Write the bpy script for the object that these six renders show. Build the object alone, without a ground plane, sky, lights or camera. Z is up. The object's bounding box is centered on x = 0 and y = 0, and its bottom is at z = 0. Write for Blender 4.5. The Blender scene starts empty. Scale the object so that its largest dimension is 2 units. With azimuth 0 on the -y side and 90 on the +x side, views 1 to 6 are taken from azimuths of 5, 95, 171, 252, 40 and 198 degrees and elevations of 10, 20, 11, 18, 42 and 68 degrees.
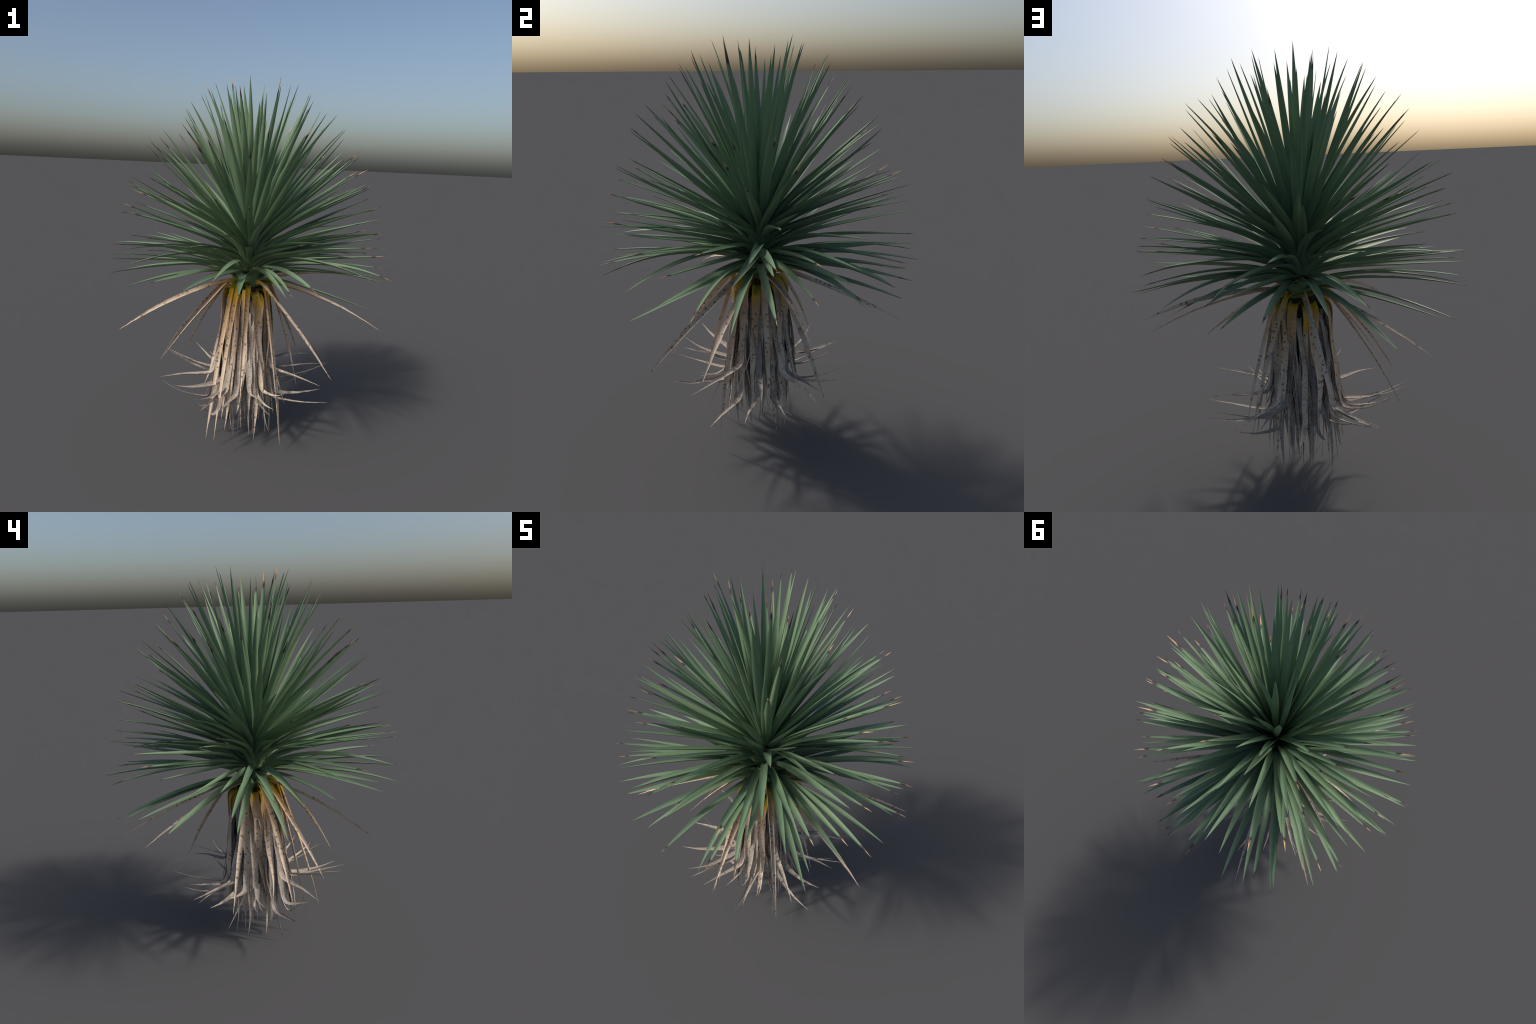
"""A young grass-tree / yucca-like rosette: a short trunk hidden in a skirt of hanging
dead leaves, and a globe of stiff sword leaves whose tips lie on one smooth shell."""
import bpy, math
import numpy as np
from mathutils import Vector, Matrix, noise

rng = np.random.default_rng(11)
U = lambda a, b: float(rng.uniform(a, b))

# ------------------------------------------------------------------ node helpers
def new_mat(name):
    m = bpy.data.materials.new(name)
    m.use_nodes = True
    nt = m.node_tree
    nt.nodes.clear()
    return m, nt

class G:
    """tiny node-graph builder"""
    def __init__(s, nt):
        s.nt = nt
    def n(s, kind, **kw):
        nd = s.nt.nodes.new("ShaderNode" + kind)
        ins = kw.pop("ins", {})
        for k, v in kw.items():
            setattr(nd, k, v)
        for k, v in ins.items():
            s.put(nd.inputs[k], v)
        return nd
    def put(s, sock, v):
        if isinstance(v, bpy.types.NodeSocket):
            s.nt.links.new(v, sock)
        else:
            sock.default_value = v
    def math(s, op, a, b=0.0, c=0.0, clamp=False):
        nd = s.n("Math", operation=op, use_clamp=clamp)
        s.put(nd.inputs[0], a); s.put(nd.inputs[1], b); s.put(nd.inputs[2], c)
        return nd.outputs[0]
    def step(s, x, lo, hi):
        nd = s.n("MapRange", interpolation_type="SMOOTHSTEP")
        s.put(nd.inputs[0], x); s.put(nd.inputs[1], lo); s.put(nd.inputs[2], hi)
        return nd.outputs[0]
    def mix(s, f, a, b, mode="MIX"):
        nd = s.n("Mix", data_type="RGBA", blend_type=mode)
        s.put(nd.inputs[0], f); s.put(nd.inputs[6], a); s.put(nd.inputs[7], b)
        return nd.outputs[2]
    def ramp(s, x, stops):
        nd = s.n("ValToRGB")
        cr = nd.color_ramp
        while len(cr.elements) < len(stops):
            cr.elements.new(0.5)
        for e, (p, c) in zip(cr.elements, stops):
            e.position = p; e.color = (*c, 1)
        s.put(nd.inputs[0], x)
        return nd.outputs[0]
    def coords(s, scale, shift):
        """Object coordinates, scaled and shifted by a per-leaf random amount"""
        tc = s.n("TexCoord")
        mp = s.n("Mapping", ins={"Vector": tc.outputs["Object"], "Scale": scale})
        mul = s.math("MULTIPLY", shift, 37.0)
        cb = s.n("CombineXYZ", ins={0: mul, 1: s.math("MULTIPLY", shift, 11.0), 2: mul})
        s.nt.links.new(cb.outputs[0], mp.inputs["Location"])
        return mp.outputs[0]
    def noise(s, vec, scale, detail=2.0, rough=0.5):
        return s.n("TexNoise", ins={"Vector": vec, "Scale": scale, "Detail": detail, "Roughness": rough}).outputs[0]
    def surface(s, color, rough, bump=None, strength=0.2, spec=0.35, translucent=0.0, dist=0.002):
        b = s.n("BsdfPrincipled", ins={"Base Color": color, "Roughness": rough, "Specular IOR Level": spec})
        nrm = None
        if bump is not None:
            bp = s.n("Bump", ins={"Height": bump, "Strength": strength, "Distance": dist})
            nrm = bp.outputs[0]
            s.nt.links.new(nrm, b.inputs["Normal"])
        out = b.outputs[0]
        if translucent:
            t = s.n("BsdfTranslucent", ins={"Color": color})
            mx = s.n("MixShader", ins={0: translucent, 1: out, 2: t.outputs[0]})
            out = mx.outputs[0]
        o = s.n("OutputMaterial")
        s.nt.links.new(out, o.inputs["Surface"])

def C(r, g, b):
    """sRGB 0-255 -> linear"""
    f = lambda v: v / 12.92 if v <= 0.04045 else ((v + 0.055) / 1.055) ** 2.4
    return tuple(f(v / 255) for v in (r, g, b))

def C4(r, g, b):
    return (*C(r, g, b), 1)

def green_leaf_material():
    m, nt = new_mat("green_leaf")
    g = G(nt)
    rnd = g.n("ObjectInfo").outputs["Random"]
    tc = g.n("TexCoord").outputs["Object"]
    t = g.n("SeparateXYZ", ins={0: tc}).outputs[0]            # 0 base .. 1 tip
    streak = g.noise(g.coords((1.6, 60, 60), rnd), 3.0, 3)
    cloud = g.noise(g.coords((3, 6, 6), rnd), 2.0, 2)
    base = g.mix(rnd, C4(105, 132, 103), C4(121, 145, 110))
    base = g.mix(g.math("MULTIPLY", streak, 0.35), base, C4(95, 121, 95))
    base = g.mix(g.math("MULTIPLY", g.step(cloud, .5, .75), 0.3), base, C4(132, 154, 120))
    # yellowish clasping base
    base = g.mix(g.math("MULTIPLY", g.step(t, .07, .0), .35), base, C4(128, 142, 84))
    # some leaves die back from the tip: grey-violet band, then straw
    r2 = g.math("FRACT", g.math("MULTIPLY", rnd, 17.31))
    ragged = g.math("MULTIPLY", g.math("SUBTRACT", g.noise(g.coords((6, 90, 90), rnd), 2.0, 2), .5), .06)
    tt = g.math("ADD", t, ragged)
    start = g.math("ADD", .862, g.math("MULTIPLY", g.math("POWER", r2, .9), .23))
    dark = g.step(tt, start, g.math("ADD", start, .025))
    straw = g.step(tt, g.math("ADD", start, .035), g.math("ADD", start, .06))
    col = g.mix(dark, base, C4(70, 60, 62))
    r3 = g.math("FRACT", g.math("MULTIPLY", rnd, 91.7))
    tipc = g.mix(g.step(r3, .2, .7), C4(104, 88, 72), C4(208, 172, 128))
    col = g.mix(straw, col, tipc)
    g.surface(col, 0.55, bump=streak, strength=0.25, spec=0.3, translucent=0.04, dist=.001)
    return m

def dead_leaf_material(name, aged):
    """dead leaf: distance from its base runs green-yellow, ochre, tan, pale; brown blotches"""
    m, nt = new_mat(name)
    g = G(nt)
    rnd = g.n("ObjectInfo").outputs["Random"]
    tc = g.n("TexCoord").outputs["Object"]
    d = g.n("VectorMath", operation="LENGTH", ins={0: tc}).outputs["Value"]
    wob = g.math("MULTIPLY", g.math("SUBTRACT", g.noise(g.coords((1, 1, 1), rnd), 30.0, 3), .5), .09)
    dd = g.math("ADD", d, wob)
    fibre = g.noise(g.coords((70, 70, 5), rnd), 3.0, 3)
    cloud = g.noise(g.coords((1, 1, 1), rnd), 14.0, 3)
    if aged:
        col = g.mix(rnd, C4(150, 144, 139), C4(206, 192, 174))
        col = g.mix(g.math("MULTIPLY", g.step(cloud, .45, .7), .55), col, C4(132, 126, 122))
        col = g.mix(g.math("MULTIPLY", g.step(fibre, .5, .7), .4), col, C4(204, 186, 164))
        spot_scale, big, spot_amt = 76.0, .26, .7
    else:
        k = g.math("MULTIPLY", dd, g.math("ADD", .85, g.math("MULTIPLY", rnd, .9)))
        col = g.ramp(k, [(0.0, C(82, 106, 52)), (.05, C(112, 122, 34)), (.07, C(202, 168, 24)), (.095, C(200, 158, 42)),
                         (.115, C(196, 162, 112)), (.21, C(200, 170, 136)), (.40, C(206, 188, 168))])
        col = g.mix(g.math("MULTIPLY", g.step(cloud, .48, .68), .55), col, C4(168, 146, 124))
        col = g.mix(g.math("MULTIPLY", g.step(fibre, .52, .72), .3), col, C4(228, 200, 160))
        spot_scale, big, spot_amt = 52.0, .29, .8
    # round brown blotches, only in some cells, none on the fresh yellow base
    v = g.n("TexVoronoi", ins={"Vector": g.coords((1, 1, 1), rnd), "Scale": spot_scale, "Randomness": .85})
    pick = g.n("SeparateColor", ins={0: v.outputs["Color"]}).outputs[0]
    edge = g.math("ADD", v.outputs["Distance"], g.math("MULTIPLY", g.math("SUBTRACT", g.noise(tc, 180.0, 3), .5), .34))
    blotch = g.math("MULTIPLY", g.step(edge, big + .10, big - .08), g.step(pick, .30, .38))
    blotch = g.math("MULTIPLY", blotch, g.step(d, .09, .13))
    col = g.mix(g.math("MULTIPLY", blotch, spot_amt), col, C4(98, 82, 76))
    speck = g.step(g.noise(g.coords((1, 1, 1), rnd), 230.0, 2, .6), .57, .65)
    col = g.mix(g.math("MULTIPLY", speck, .8 if aged else .45), col, C4(100, 80, 70))
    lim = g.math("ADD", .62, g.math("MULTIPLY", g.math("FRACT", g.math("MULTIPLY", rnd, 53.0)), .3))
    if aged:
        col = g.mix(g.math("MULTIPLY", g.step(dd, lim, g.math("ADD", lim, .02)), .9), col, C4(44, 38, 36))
    g.surface(col, 0.85, bump=fibre, strength=0.4, spec=0.15, translucent=0.05, dist=.001)
    return m

def bark_material():
    m, nt = new_mat("dark_bark")
    g = G(nt)
    tc = g.n("TexCoord").outputs["Object"]
    a = g.noise(tc, 60.0, 5, .7)
    v = g.n("TexVoronoi", ins={"Vector": tc, "Scale": 90.0}).outputs["Distance"]
    col = g.ramp(a, [(.3, C(40, 34, 29)), (.55, C(76, 64, 54)), (.72, C(120, 104, 88))])
    g.surface(col, 0.95, bump=g.math("ADD", a, v), strength=0.9, spec=.1, dist=.006)
    return m

GREEN = green_leaf_material()
FADED = dead_leaf_material("dead_leaf_straw", False)
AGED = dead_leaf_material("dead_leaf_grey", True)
BARK = bark_material()

# ------------------------------------------------------------------ blade builder
def blade_mesh(name, pts, nrm, width, chan, thick, mat, ys=(-1, -.5, 0, .5, 1)):
    """Closed sword-leaf solid swept along pts. nrm = upper-face normals; width(t) = half width,
    chan(t) = how far the rims rise above the midrib (share of half width), thick = midrib thickness."""
    pts = np.asarray(pts, float)
    n = len(pts)
    tan = np.gradient(pts, axis=0)
    tan /= np.linalg.norm(tan, axis=1)[:, None]
    nrm = nrm - (nrm * tan).sum(1)[:, None] * tan
    nrm /= np.linalg.norm(nrm, axis=1)[:, None]
    side = np.cross(nrm, tan)
    seg = np.r_[0, np.cumsum(np.linalg.norm(np.diff(pts, axis=0), axis=1))]
    ts = seg / seg[-1]
    verts, faces = [], []
    k = 2 * len(ys) - 2
    for i in range(n - 1):
        w, c = width(ts[i]), chan(ts[i])
        th = thick * (0.35 + 0.65 * (1 - ts[i]))
        top = [pts[i] + side[i] * y * w + nrm[i] * (c * w * y * y) for y in ys]
        bot = [pts[i] + side[i] * y * w * .98 + nrm[i] * (c * w * y * y - th * (1 - .75 * y * y)) for y in ys[1:-1]]
        verts += top + bot[::-1]
    verts.append(pts[-1])
    for i in range(n - 2):
        for j in range(k):
            a, b = i * k + j, i * k + (j + 1) % k
            faces.append((a, b, b + k, a + k))
    last, tip = (n - 2) * k, len(verts) - 1
    faces += [(last + j, last + (j + 1) % k, tip) for j in range(k)]
    faces.append(tuple(range(k))[::-1])
    me = bpy.data.meshes.new(name)
    me.from_pydata([tuple(v) for v in verts], [], faces)
    me.shade_smooth()
    me.set_sharp_from_angle(angle=math.radians(60))
    me.materials.append(mat)
    return me

# ------------------------------------------------------------------ the plant
PLANT = bpy.data.objects.new("spiky_rosette_plant", None)
bpy.context.collection.objects.link(PLANT)
PLANT["label"] = "short-trunked spiky rosette plant with skirt of dead leaves"
PLANT["category"] = "yucca plant"

def add(name, me, mw=None):
    ob = bpy.data.objects.new(name, me)
    bpy.context.collection.objects.link(ob)
    ob.parent = PLANT
    if mw is not None:
        ob.matrix_world = mw
    return ob

# ---- green crown: every leaf is (azimuth, elevation, reach) of its tip from the crown centre
CROWN = Vector((0, 0, 1.08))
spear = [(19.7, 71.2, 0.912), (22.7, 76.6, 0.856), (45.3, 71.6, 0.921), (60.4, 75.6, 0.904), (79.5, 80.3, 0.929), (91.7, 70.3, 0.886), (108.6, 79.4, 0.897), (136.1, 78.6, 0.920), (164.2, 70.3, 0.897), (166.9, 82.9, 0.831), (188.6, 73.1, 0.923), (200.7, 70.2, 0.869), (207.7, 75.4, 0.903), (220.7, 80.2, 0.918), (247.7, 70.3, 0.898), (251.6, 79.6, 0.877), (266.2, 77.3, 0.923), (286.7, 78.0, 0.838), (298.8, 70.9, 0.900), (316.3, 78.7, 0.927), (333.7, 74.4, 0.912), (353.9, 71.2, 0.890), (356.2, 78.7, 0.910)]
steep = [(22.9, 64.5, 0.866), (31.7, 58.3, 0.830), (52.1, 64.7, 0.851), (65.5, 58.3, 0.830), (66.5, 66.8, 0.874), (85.8, 61.8, 0.852), (92.3, 55.1, 0.818), (98.7, 60.9, 0.837), (109.8, 68.6, 0.906), (126.5, 60.1, 0.860), (132.8, 67.0, 0.885), (147.5, 55.7, 0.837), (153.6, 68.6, 0.872), (167.1, 60.8, 0.829), (177.8, 63.7, 0.844), (204.7, 63.0, 0.831), (220.9, 63.1, 0.856), (229.4, 56.0, 0.821), (233.1, 68.5, 0.876), (255.9, 65.9, 0.864), (258.1, 55.7, 0.825), (261.1, 69.6, 0.891), (278.4, 62.8, 0.852), (283.9, 67.2, 0.874), (309.3, 59.5, 0.856), (317.8, 62.7, 0.879), (334.5, 61.1, 0.843), (341.4, 58.9, 0.857)]
upper = [(12.7, 44.5, 0.798), (15.1, 54.3, 0.845), (26.6, 46.2, 0.810), (30.2, 43.1, 0.776), (47.4, 43.7, 0.797), (59.8, 52.3, 0.815), (77.0, 44.4, 0.783), (81.2, 48.0, 0.794), (95.8, 44.4, 0.779), (111.8, 43.6, 0.788), (117.5, 50.9, 0.804), (130.7, 53.0, 0.816), (141.0, 50.9, 0.788), (158.2, 52.1, 0.810), (167.1, 44.9, 0.777), (179.7, 49.0, 0.795), (194.3, 46.6, 0.807), (203.9, 44.2, 0.787), (210.1, 51.6, 0.798), (210.3, 45.2, 0.789), (236.5, 50.8, 0.833), (244.1, 47.6, 0.785), (254.4, 46.0, 0.804), (274.4, 42.3, 0.796), (283.3, 52.1, 0.808), (286.1, 43.1, 0.775), (299.8, 48.3, 0.820), (301.3, 44.5, 0.780), (310.7, 54.7, 0.802), (325.6, 48.3, 0.819), (347.8, 45.4, 0.801), (356.9, 44.0, 0.776), (357.7, 54.8, 0.827)]
slanting = [(2.5, 31.6, 0.756), (14.3, 31.6, 0.769), (20.5, 37.1, 0.776), (22.3, 37.2, 0.757), (32.8, 30.8, 0.740), (50.9, 31.9, 0.746), (55.7, 41.3, 0.777), (62.1, 32.0, 0.748), (109.0, 33.7, 0.758), (118.3, 40.2, 0.765), (130.8, 33.1, 0.764), (148.9, 33.7, 0.757), (171.7, 32.8, 0.750), (180.1, 37.1, 0.756), (211.0, 31.1, 0.763), (226.9, 32.0, 0.752), (234.1, 40.8, 0.773), (237.1, 31.2, 0.752), (259.9, 38.6, 0.771), (262.4, 39.4, 0.779), (283.4, 30.4, 0.751), (311.6, 36.1, 0.766), (321.2, 41.4, 0.779), (326.2, 31.8, 0.747), (335.0, 30.7, 0.763), (354.6, 38.3, 0.766)]
spreading = [(12.4, 20.0, 0.751), (18.4, 24.6, 0.758), (48.2, 23.4, 0.745), (59.6, 25.5, 0.745), (68.0, 29.8, 0.756), (70.6, 22.6, 0.735), (78.7, 27.5, 0.753), (79.7, 23.9, 0.750), (96.3, 25.9, 0.754), (110.1, 26.2, 0.747), (117.0, 26.8, 0.746), (134.7, 25.1, 0.746), (142.8, 24.9, 0.732), (150.9, 19.4, 0.744), (155.1, 28.2, 0.766), (172.5, 18.6, 0.739), (178.1, 24.5, 0.745), (185.4, 27.4, 0.744), (199.0, 29.6, 0.768), (202.7, 20.5, 0.732), (206.2, 29.4, 0.754), (207.2, 28.2, 0.752), (215.3, 18.2, 0.738), (240.0, 25.1, 0.763), (250.7, 24.1, 0.744), (259.3, 26.2, 0.752), (261.4, 27.0, 0.749), (275.0, 23.8, 0.753), (279.5, 18.8, 0.751), (281.7, 29.0, 0.746), (308.8, 18.4, 0.737), (318.7, 18.5, 0.748), (338.2, 18.9, 0.751), (351.1, 23.0, 0.747)]
level = [(3.1, 10.7, 0.742), (10.2, 7.6, 0.752), (11.0, 9.3, 0.743), (23.9, 9.5, 0.743), (36.4, 6.3, 0.754), (40.9, 14.5, 0.736), (70.1, 9.3, 0.742), (85.1, 17.4, 0.731), (95.2, 11.0, 0.749), (116.3, 10.8, 0.737), (122.8, 7.7, 0.745), (134.0, 17.5, 0.736), (144.9, 16.4, 0.729), (182.5, 15.5, 0.731), (193.9, 15.9, 0.741), (227.5, 10.5, 0.748), (235.4, 10.5, 0.734), (240.6, 9.0, 0.746), (252.9, 9.0, 0.746), (253.1, 9.3, 0.722), (265.1, 14.5, 0.746), (274.4, 10.9, 0.740), (294.2, 12.2, 0.748), (301.1, 12.2, 0.752), (304.1, 11.0, 0.741), (316.4, 6.8, 0.744), (325.1, 9.4, 0.751), (348.0, 12.8, 0.738)]
flat = [(22.5, -1.4, 0.758), (35.5, 1.4, 0.739), (51.8, -3.0, 0.763), (52.4, -2.6, 0.734), (58.2, 3.0, 0.755), (60.3, 0.8, 0.754), (93.9, -1.8, 0.763), (130.7, 4.8, 0.750), (142.3, 1.3, 0.742), (152.2, 2.8, 0.739), (158.1, 1.8, 0.751), (168.8, -0.5, 0.756), (178.5, -3.3, 0.745), (189.2, -2.5, 0.750), (193.5, 3.2, 0.738), (204.6, 3.6, 0.742), (209.3, -1.1, 0.748), (227.3, -0.5, 0.749), (264.1, -1.0, 0.733), (324.0, -1.9, 0.764), (336.6, -3.2, 0.768), (337.1, 5.0, 0.753), (358.8, 4.8, 0.749)]
drooping = [(10.9, -5.7, 0.772), (37.4, -4.7, 0.771), (40.7, -6.1, 0.756), (56.8, -8.1, 0.771), (68.1, -6.4, 0.762), (85.2, -4.9, 0.768), (97.0, -5.0, 0.756), (103.7, -15.3, 0.792), (104.8, -16.2, 0.768), (120.5, -10.5, 0.773), (131.8, -14.2, 0.776), (155.1, -6.7, 0.766), (157.0, -10.2, 0.771), (172.5, -12.7, 0.780), (212.8, -5.7, 0.761), (229.5, -7.1, 0.768), (240.6, -4.1, 0.748), (254.2, -4.9, 0.754), (272.9, -5.0, 0.758), (288.0, -4.8, 0.761), (290.0, -4.8, 0.760), (300.0, -5.1, 0.759), (323.3, -11.7, 0.783), (347.4, -5.9, 0.774), (358.1, -9.7, 0.758)]

def sword_width(t):
    """half width of a leaf of unit length: clasping base, widest near 0.4, full taper to a sharp point"""
    body = .0228 * (0.80 + 0.20 * math.sin(math.pi / 2 * min(1, t / .38)))
    if t > .38:
        body *= max(0, 1 - ((t - .38) / .62) ** 2.1)
    return body + .011 * max(0, 1 - t / .07) ** 1.5

NEARS = (.01, .035, .065, .10)
ARCHES = (-.012, .0, .01, .022, .04, .06, .085)

def sword_variants():
    """unit-length leaves along +X. near = how strongly the foot of the leaf hugs the stem before it
    leans out, arch = sag of the whole blade; four of each"""
    out = {}
    for near in NEARS:
        for arch in ARCHES:
            row = []
            for v in range(4):
                t = np.r_[np.linspace(0, .25, 10, endpoint=False), np.linspace(.25, 1, 24)]
                z = near * (1 - t) * (1 - np.exp(-t / .10)) + arch * 4 * t * (1 - t)
                z += U(-.004, .004) * np.sin(2 * math.pi * t)
                y = U(-.006, .006) * np.sin(math.pi * t) + U(-.003, .003) * np.sin(2 * math.pi * t)
                ang = U(-.10, .10) + U(-.3, .3) * t**1.3
                nrm = np.c_[np.zeros(len(t)), np.sin(ang), np.cos(ang)]
                ws, ch = U(.93, 1.07), U(.40, .66)
                row.append(blade_mesh("leaf", np.c_[t, y, z], nrm, lambda q: sword_width(q) * ws,
                                      lambda q: ch * (1.25 - .6 * q), .0062, GREEN))
            out[near, arch] = row
    return out

SWORDS = sword_variants()

def green_leaf(az, el, reach):
    a = math.radians(az)
    e = math.radians(el)
    out = Vector((math.cos(a), math.sin(a), 0))
    tip = CROWN + reach * (out * math.cos(e) + Vector((0, 0, math.sin(e))))
    zb = float(np.interp(el, [-22, -12, -5, 3, 20, 50, 80], [.90, .925, .965, .985, 1.035, 1.12, 1.21])) + U(-.01, .01)
    zv = float(np.interp(el, [-10, 0, 10, 20, 30, 45, 60, 80], [.97, 1.025, 1.075, 1.12, 1.16, 1.21, 1.25, 1.26]))   # where the blade seems to spring from
    rb = .010 + .052 * max(0, min(1, (1.24 - zb) / .24))
    ab = a + math.radians(U(-9, 9))
    base = Vector((math.cos(ab) * rb, math.sin(ab) * rb, zb))
    X = tip - base
    L = X.length
    X.normalize()
    up = Vector((0, 0, 1)) * math.cos(e) - out * math.sin(e)
    Z = (up - up.dot(X) * X).normalized()
    Y = Z.cross(X)
    hug = max(0.0, zv - zb) * math.cos(e) / L * (.75 if el < 35 else .5)
    near = min(NEARS, key=lambda v: abs(v - hug))
    arch = rng.choice([-.012, .0, .01, .022] if el > 20 else [.0, .01, .022, .04] if el > 0 else [.022, .022, .04, .06, .085] if el > -9 else [.01, .04, .06])
    me = SWORDS[near, float(arch)][int(rng.integers(4))]
    M = Matrix((X, Y, Z)).transposed()
    M = Matrix.Rotation(U(-.22, .22), 3, X) @ M
    W = U(.93, 1.07)
    mw = Matrix.Translation(base) @ M.to_4x4() @ Matrix.Diagonal((L, .77 * W, L, 1))
    add("leaf", me, mw)

for whorl in (spear, steep, upper, slanting, spreading, level, flat, drooping):
    for leaf in whorl:
        green_leaf(*leaf)

# ---- stem: green, scaly upper part inside the crown, and the dark bark trunk in the skirt
def lathe(name, prof, mat, seg=40, rough=0.0, freq=30.0):
    """solid of revolution of (radius, height) points, roughened with noise"""
    zs = np.array([p[1] for p in prof]); rs = np.array([p[0] for p in prof])
    n = 60
    zz = np.linspace(zs[0], zs[-1], n)
    rr = np.interp(zz, zs, rs)
    verts, faces = [], []
    for i in range(n):
        for j in range(seg):
            a = 2 * math.pi * j / seg
            p = Vector((math.cos(a), math.sin(a), 0))
            k = rr[i] + rough * noise.noise(Vector((p.x * rr[i], p.y * rr[i], zz[i])) * freq)
            verts.append((p.x * k, p.y * k, zz[i]))
    for i in range(n - 1):
        for j in range(seg):
            a, b = i * seg + j, i * seg + (j + 1) % seg
            faces.append((a, b, b + seg, a + seg))
    faces.append(tuple(range(seg))[::-1])
    faces.append(tuple(range((n - 1) * seg, n * seg)))
    me = bpy.data.meshes.new(name)
    me.from_pydata(verts, [], faces)
    me.shade_smooth()
    me.set_sharp_from_angle(angle=math.radians(60))
    me.materials.append(mat)
    return add(name, me)

lathe("trunk", [(.05, .315), (.085, .325), (.092, .45), (.092, .8), (.088, .875), (.06, .895)], BARK, rough=.03, freq=45)

def stem_material():
    m, nt = new_mat("green_stem")
    g = G(nt)
    tc = g.n("TexCoord").outputs["Object"]
    a = g.noise(tc, 25.0, 3)
    g.surface(g.mix(a, C4(84, 112, 74), C4(104, 128, 84)), .6, bump=a, strength=.3)
    return m

lathe("stem", [(.062, .875), (.066, .93), (.058, 1.05), (.036, 1.17), (.008, 1.24)], stem_material(), rough=.01, freq=40)

# ------------------------------------------------------------------ dead leaves
def spline(ctrl, n):
    """Catmull-Rom through control points (k x d) sampled at n points, even in arc length"""
    c = np.asarray(ctrl, float)
    c = np.vstack([2 * c[0] - c[1], c, 2 * c[-1] - c[-2]])
    out = []
    for i in range(1, len(c) - 2):
        for u in np.linspace(0, 1, 24, endpoint=False):
            p0, p1, p2, p3 = c[i - 1:i + 3]
            out.append(.5 * ((2 * p1) + (p2 - p0) * u + (2 * p0 - 5 * p1 + 4 * p2 - p3) * u**2 + (3 * p1 - p0 - 3 * p2 + p3) * u**3))
    out.append(c[-2])
    out = np.array(out)
    s = np.r_[0, np.cumsum(np.linalg.norm(np.diff(out, axis=0), axis=1))]
    t = np.linspace(0, s[-1], n)
    return np.c_[tuple(np.interp(t, s, out[:, k]) for k in range(out.shape[1]))]

def dead_leaf(ctrl, mat, hw, n=26, twist=.5, shape=None, chan=.35, roll=0.0, name="dead_leaf"):
    """ctrl = (radius, azimuth in degrees, height) from base to tip"""
    q = spline([(r * math.cos(math.radians(a)), r * math.sin(math.radians(a)), z) for r, a, z in ctrl], n)
    q[:-1] += rng.normal(0, .0005, (n - 1, 3)) * np.linspace(0, 1, n - 1)[:, None]
    tan = np.gradient(q, axis=0)
    tan /= np.linalg.norm(tan, axis=1)[:, None]
    a0 = math.radians(ctrl[len(ctrl) // 2][1])
    out = np.array([math.cos(a0), math.sin(a0), 0])
    tr = tan @ out
    nrm = np.outer(-tan[:, 2], out)
    nrm[:, 2] = np.maximum(tr, 0.02)
    side = np.cross(nrm, tan)
    t = np.linspace(0, 1, n)
    ph, tw = roll + U(-.12, .12), U(-twist, twist)
    ang = ph + tw * t + U(-.3, .3) * twist * np.sin(t * math.pi * 2)
    nn = nrm * np.cos(ang)[:, None] + side * np.sin(ang)[:, None]
    def w(s):
        k = 1.08 - .45 * s
        if s > .55:
            k *= max(.0, 1 - ((s - .55) / .45) ** 1.8)
        return hw * k * (1 + .4 * max(0, 1 - s / .06))
    ch = U(.6, 1.4) * chan
    org = q[0].copy()
    me = blade_mesh(name, q - org, nn, shape or w, lambda s: ch, .0032, mat)
    ob = add(name, me)
    ob.location = org
    return ob

# long straw-coloured leaves still standing off the skirt: (azimuth, radius, height, roll) of their tips
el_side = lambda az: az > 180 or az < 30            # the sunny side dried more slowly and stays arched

for az, r, z, roll in [(216.6, .73, .725, .5), (-11.5, .74, .722, -.3), (20.4, .756, .915, .3), (-45, .653, .567, .6), (148.2, .48, .38, .2),
                       (86.7, .718, .68, -.6), (119.5, .73, .789, -.3), (-86.4, .486, .398, .3), (48, .46, .363, -.2), (206.5, .486, .5, -.25),
                       (183.5, .49, .424, -.2), (14, .31, .29, .2), (-40, .30, .05, .2), (-108, .36, .13, -.2), (235, .30, .08, .2)]:
    f = max(0, min(1, (z - .25) / .6))              # 0 hanging .. 1 nearly level
    r1, z1 = .10 + .02 * f, .905 + .02 * f
    lift = .030 if r > .725 and el_side(az) else .014
    mid = lambda k, h: (r1 + k * (r - r1), az, z1 + k * (z - z1) + h)
    if f < .3:
        lift, r1 = .035, .115
    dead_leaf([(.05, az, .893), (r1, az, z1), mid(.3, lift), mid(.6, lift * 1.15), mid(.82, lift * .7), (r, az, z)],
              FADED, U(.0135, .0165), n=30, twist=.35, chan=.75, roll=roll)

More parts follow.
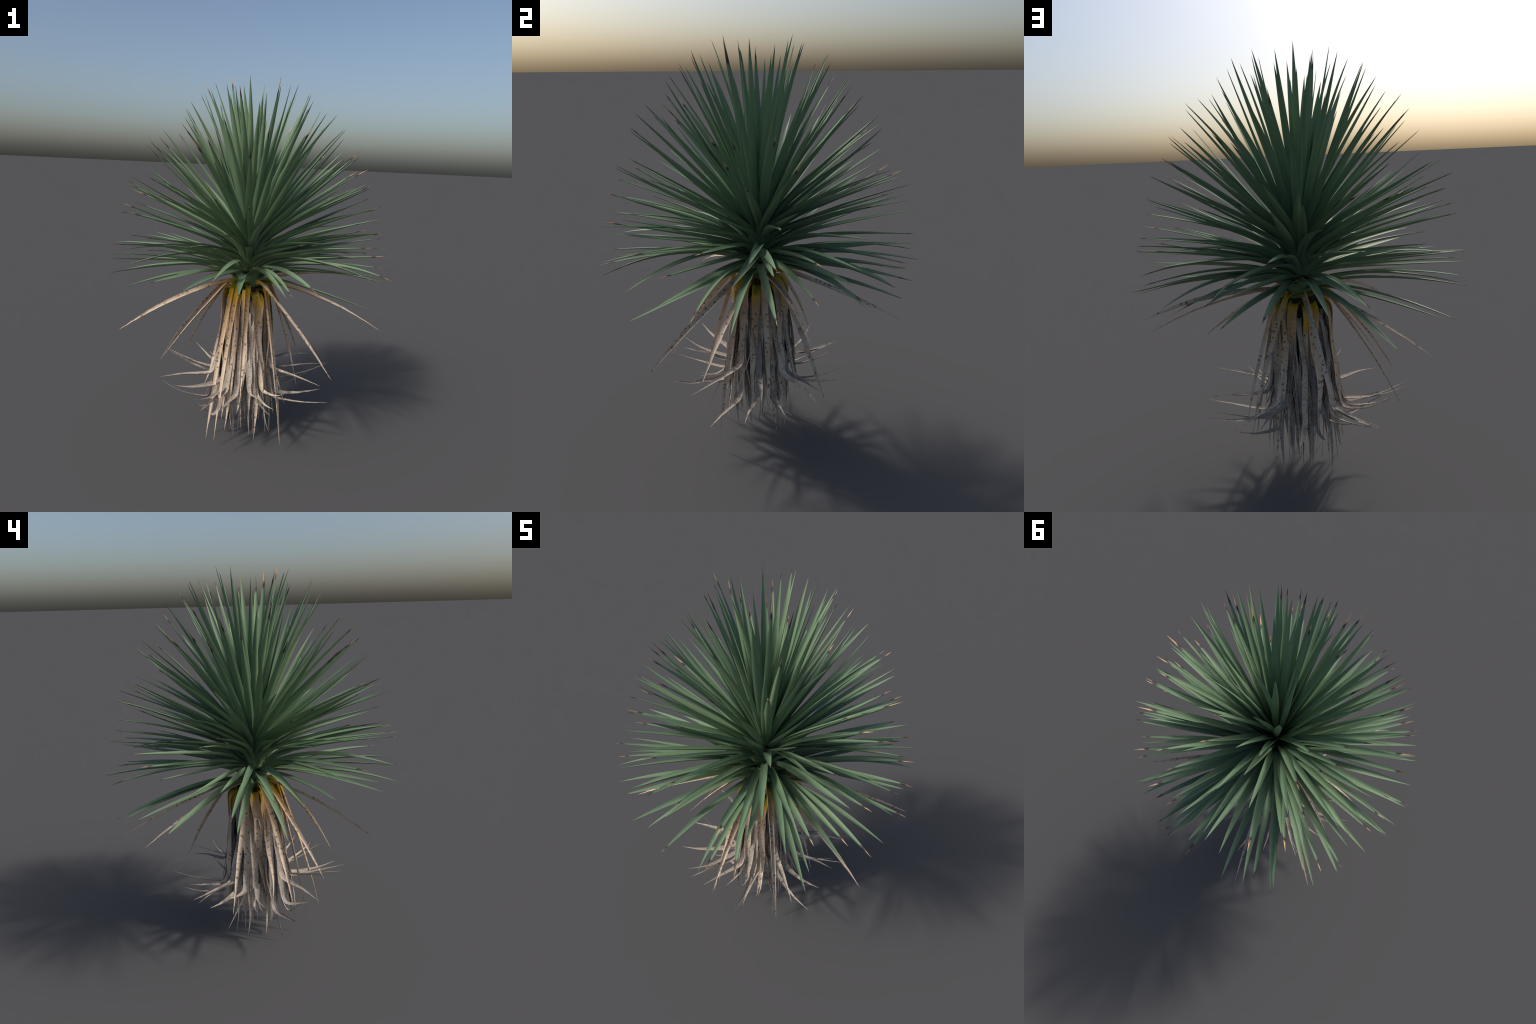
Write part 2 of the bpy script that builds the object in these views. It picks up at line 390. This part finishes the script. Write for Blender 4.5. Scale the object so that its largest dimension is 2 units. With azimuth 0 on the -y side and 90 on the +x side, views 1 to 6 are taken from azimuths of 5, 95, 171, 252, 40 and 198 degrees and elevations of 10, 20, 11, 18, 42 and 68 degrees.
def hang(az, zb, zt, rt, mat, hw, lean, belly, n=28, twist=.7, chan=.35):
    """a leaf that leaves the trunk at height zb, folds over and falls to (rt, zt)"""
    L = zb - zt
    r0 = .116 + U(0, .018)
    at = lambda k: az + lean * k
    kink = [U(-5, 5) for _ in range(3)]
    rm = lambda k: r0 + (rt - r0) * k ** 1.35 + belly * math.sin(math.pi * min(1, k * 1.15))
    dead_leaf([(.066, az, zb - .012), (.092, az, zb + .008), (r0, at(.03), zb - .03),
               (rm(.25), at(.3) + kink[0], zb - .25 * L), (rm(.5) + U(-.008, .008), at(.6) + kink[1], zb - U(.46, .58) * L),
               (rm(.78) + U(-.01, .01), at(.85) + kink[2], zb - U(.72, .82) * L), (rt, at(1), zt)],
              mat, hw, n=n, twist=twist, chan=chan)

# newest dead leaves: yellow at the fold over the rim of the trunk, hanging outermost
n_top = 16
for i in range(n_top):
    hang(360 * i / n_top + U(-8, 8), U(.85, .885), U(.05, .34), U(.14, .235), FADED, U(.017, .025), U(-18, 18), U(-.010, .008), n=30, twist=1.1)

# older grey leaves beneath, from lower and lower on the trunk
n_mid = 54
for i in range(n_mid):
    zb = .862 - .36 * (i / n_mid) ** 1.3 + U(-.03, .015)
    short = U(0, 1) < .42
    zt = U(.15, .38) if short else max(U(.006, .13), zb - .80)
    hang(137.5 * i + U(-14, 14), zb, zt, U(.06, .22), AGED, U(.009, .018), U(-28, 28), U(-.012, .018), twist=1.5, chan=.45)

# innermost papery layer, close against the trunk
for i in range(40):
    az, zb = 9 * i + U(-5, 5), U(.55, .84)
    zt = U(.20, .36)
    lean = U(-14, 14)
    dead_leaf([(.075, az, zb - .01), (.096, az, zb), (.106, az, zb - .04), (.108 + U(0, .012), az + .5 * lean, .5 * (zb + zt)), (.10 + U(-.02, .05), az + lean, zt)],
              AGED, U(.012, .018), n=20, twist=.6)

# oldest leaves: hang, then kink sharply outwards, their tips splayed in a ragged ring
def elbow_width(hw):
    """full width down to the elbow, then one straight taper to a needle point"""
    return lambda t: hw * min(1, .8 + t) * min(1, (1 - t) / .36)

ring = [-55, 41, 27, 203, -72, -32, 119, 20, -4, 250, -23, 216, -69, 142, 165, 127, 106, -65, -88, 247, 121, -97, 74, 50, 166, 220, 188, 161, 93, 8, 231]
for i, az in enumerate(ring):
    zb = U(.70, .84)
    rt, zt = .465 + U(-.05, .05), U(.31, .46)
    if i % 7 == 4:
        rt, zt = U(.30, .42), U(.27, .37)
    zk = zt - U(-.015, .11)                        # height of the elbow
    rk = U(.150, .195)
    lean = U(-16, 16)
    a1 = az - lean
    am = a1 + .6 * lean
    dead_leaf([(.066, a1, zb - .012), (.092, a1, zb + .004), (.112 + U(0, .02), a1, zb - .035), (.128 + U(-.01, .016), a1 + .2 * lean, .5 * (zb + zk) + .06),
               (rk - .012, am, zk + .09), (rk + .004, am, zk + .022), (rk + .042, am + .15 * lean, zk - .002),
               (rk + .6 * (rt - rk), az + U(-2, 2), zk + (zt - zk) * .38 + U(-.012, .008)), (rt, az + U(-2, 2), zt)],
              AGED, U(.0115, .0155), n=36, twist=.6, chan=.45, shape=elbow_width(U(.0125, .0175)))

# thin shreds and fibres
for i in range(9):
    az, zb = U(0, 360), U(.55, .85)
    rt, zt = U(.14, .32), U(.05, .4)
    dead_leaf([(.09, az, zb), (.13, az, zb - .06), (.16, az + U(-12, 12), .5 * (zb + zt)), (rt, az + U(-25, 25), zt)],
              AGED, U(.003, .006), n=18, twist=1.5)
bpy.context.view_layer.update()
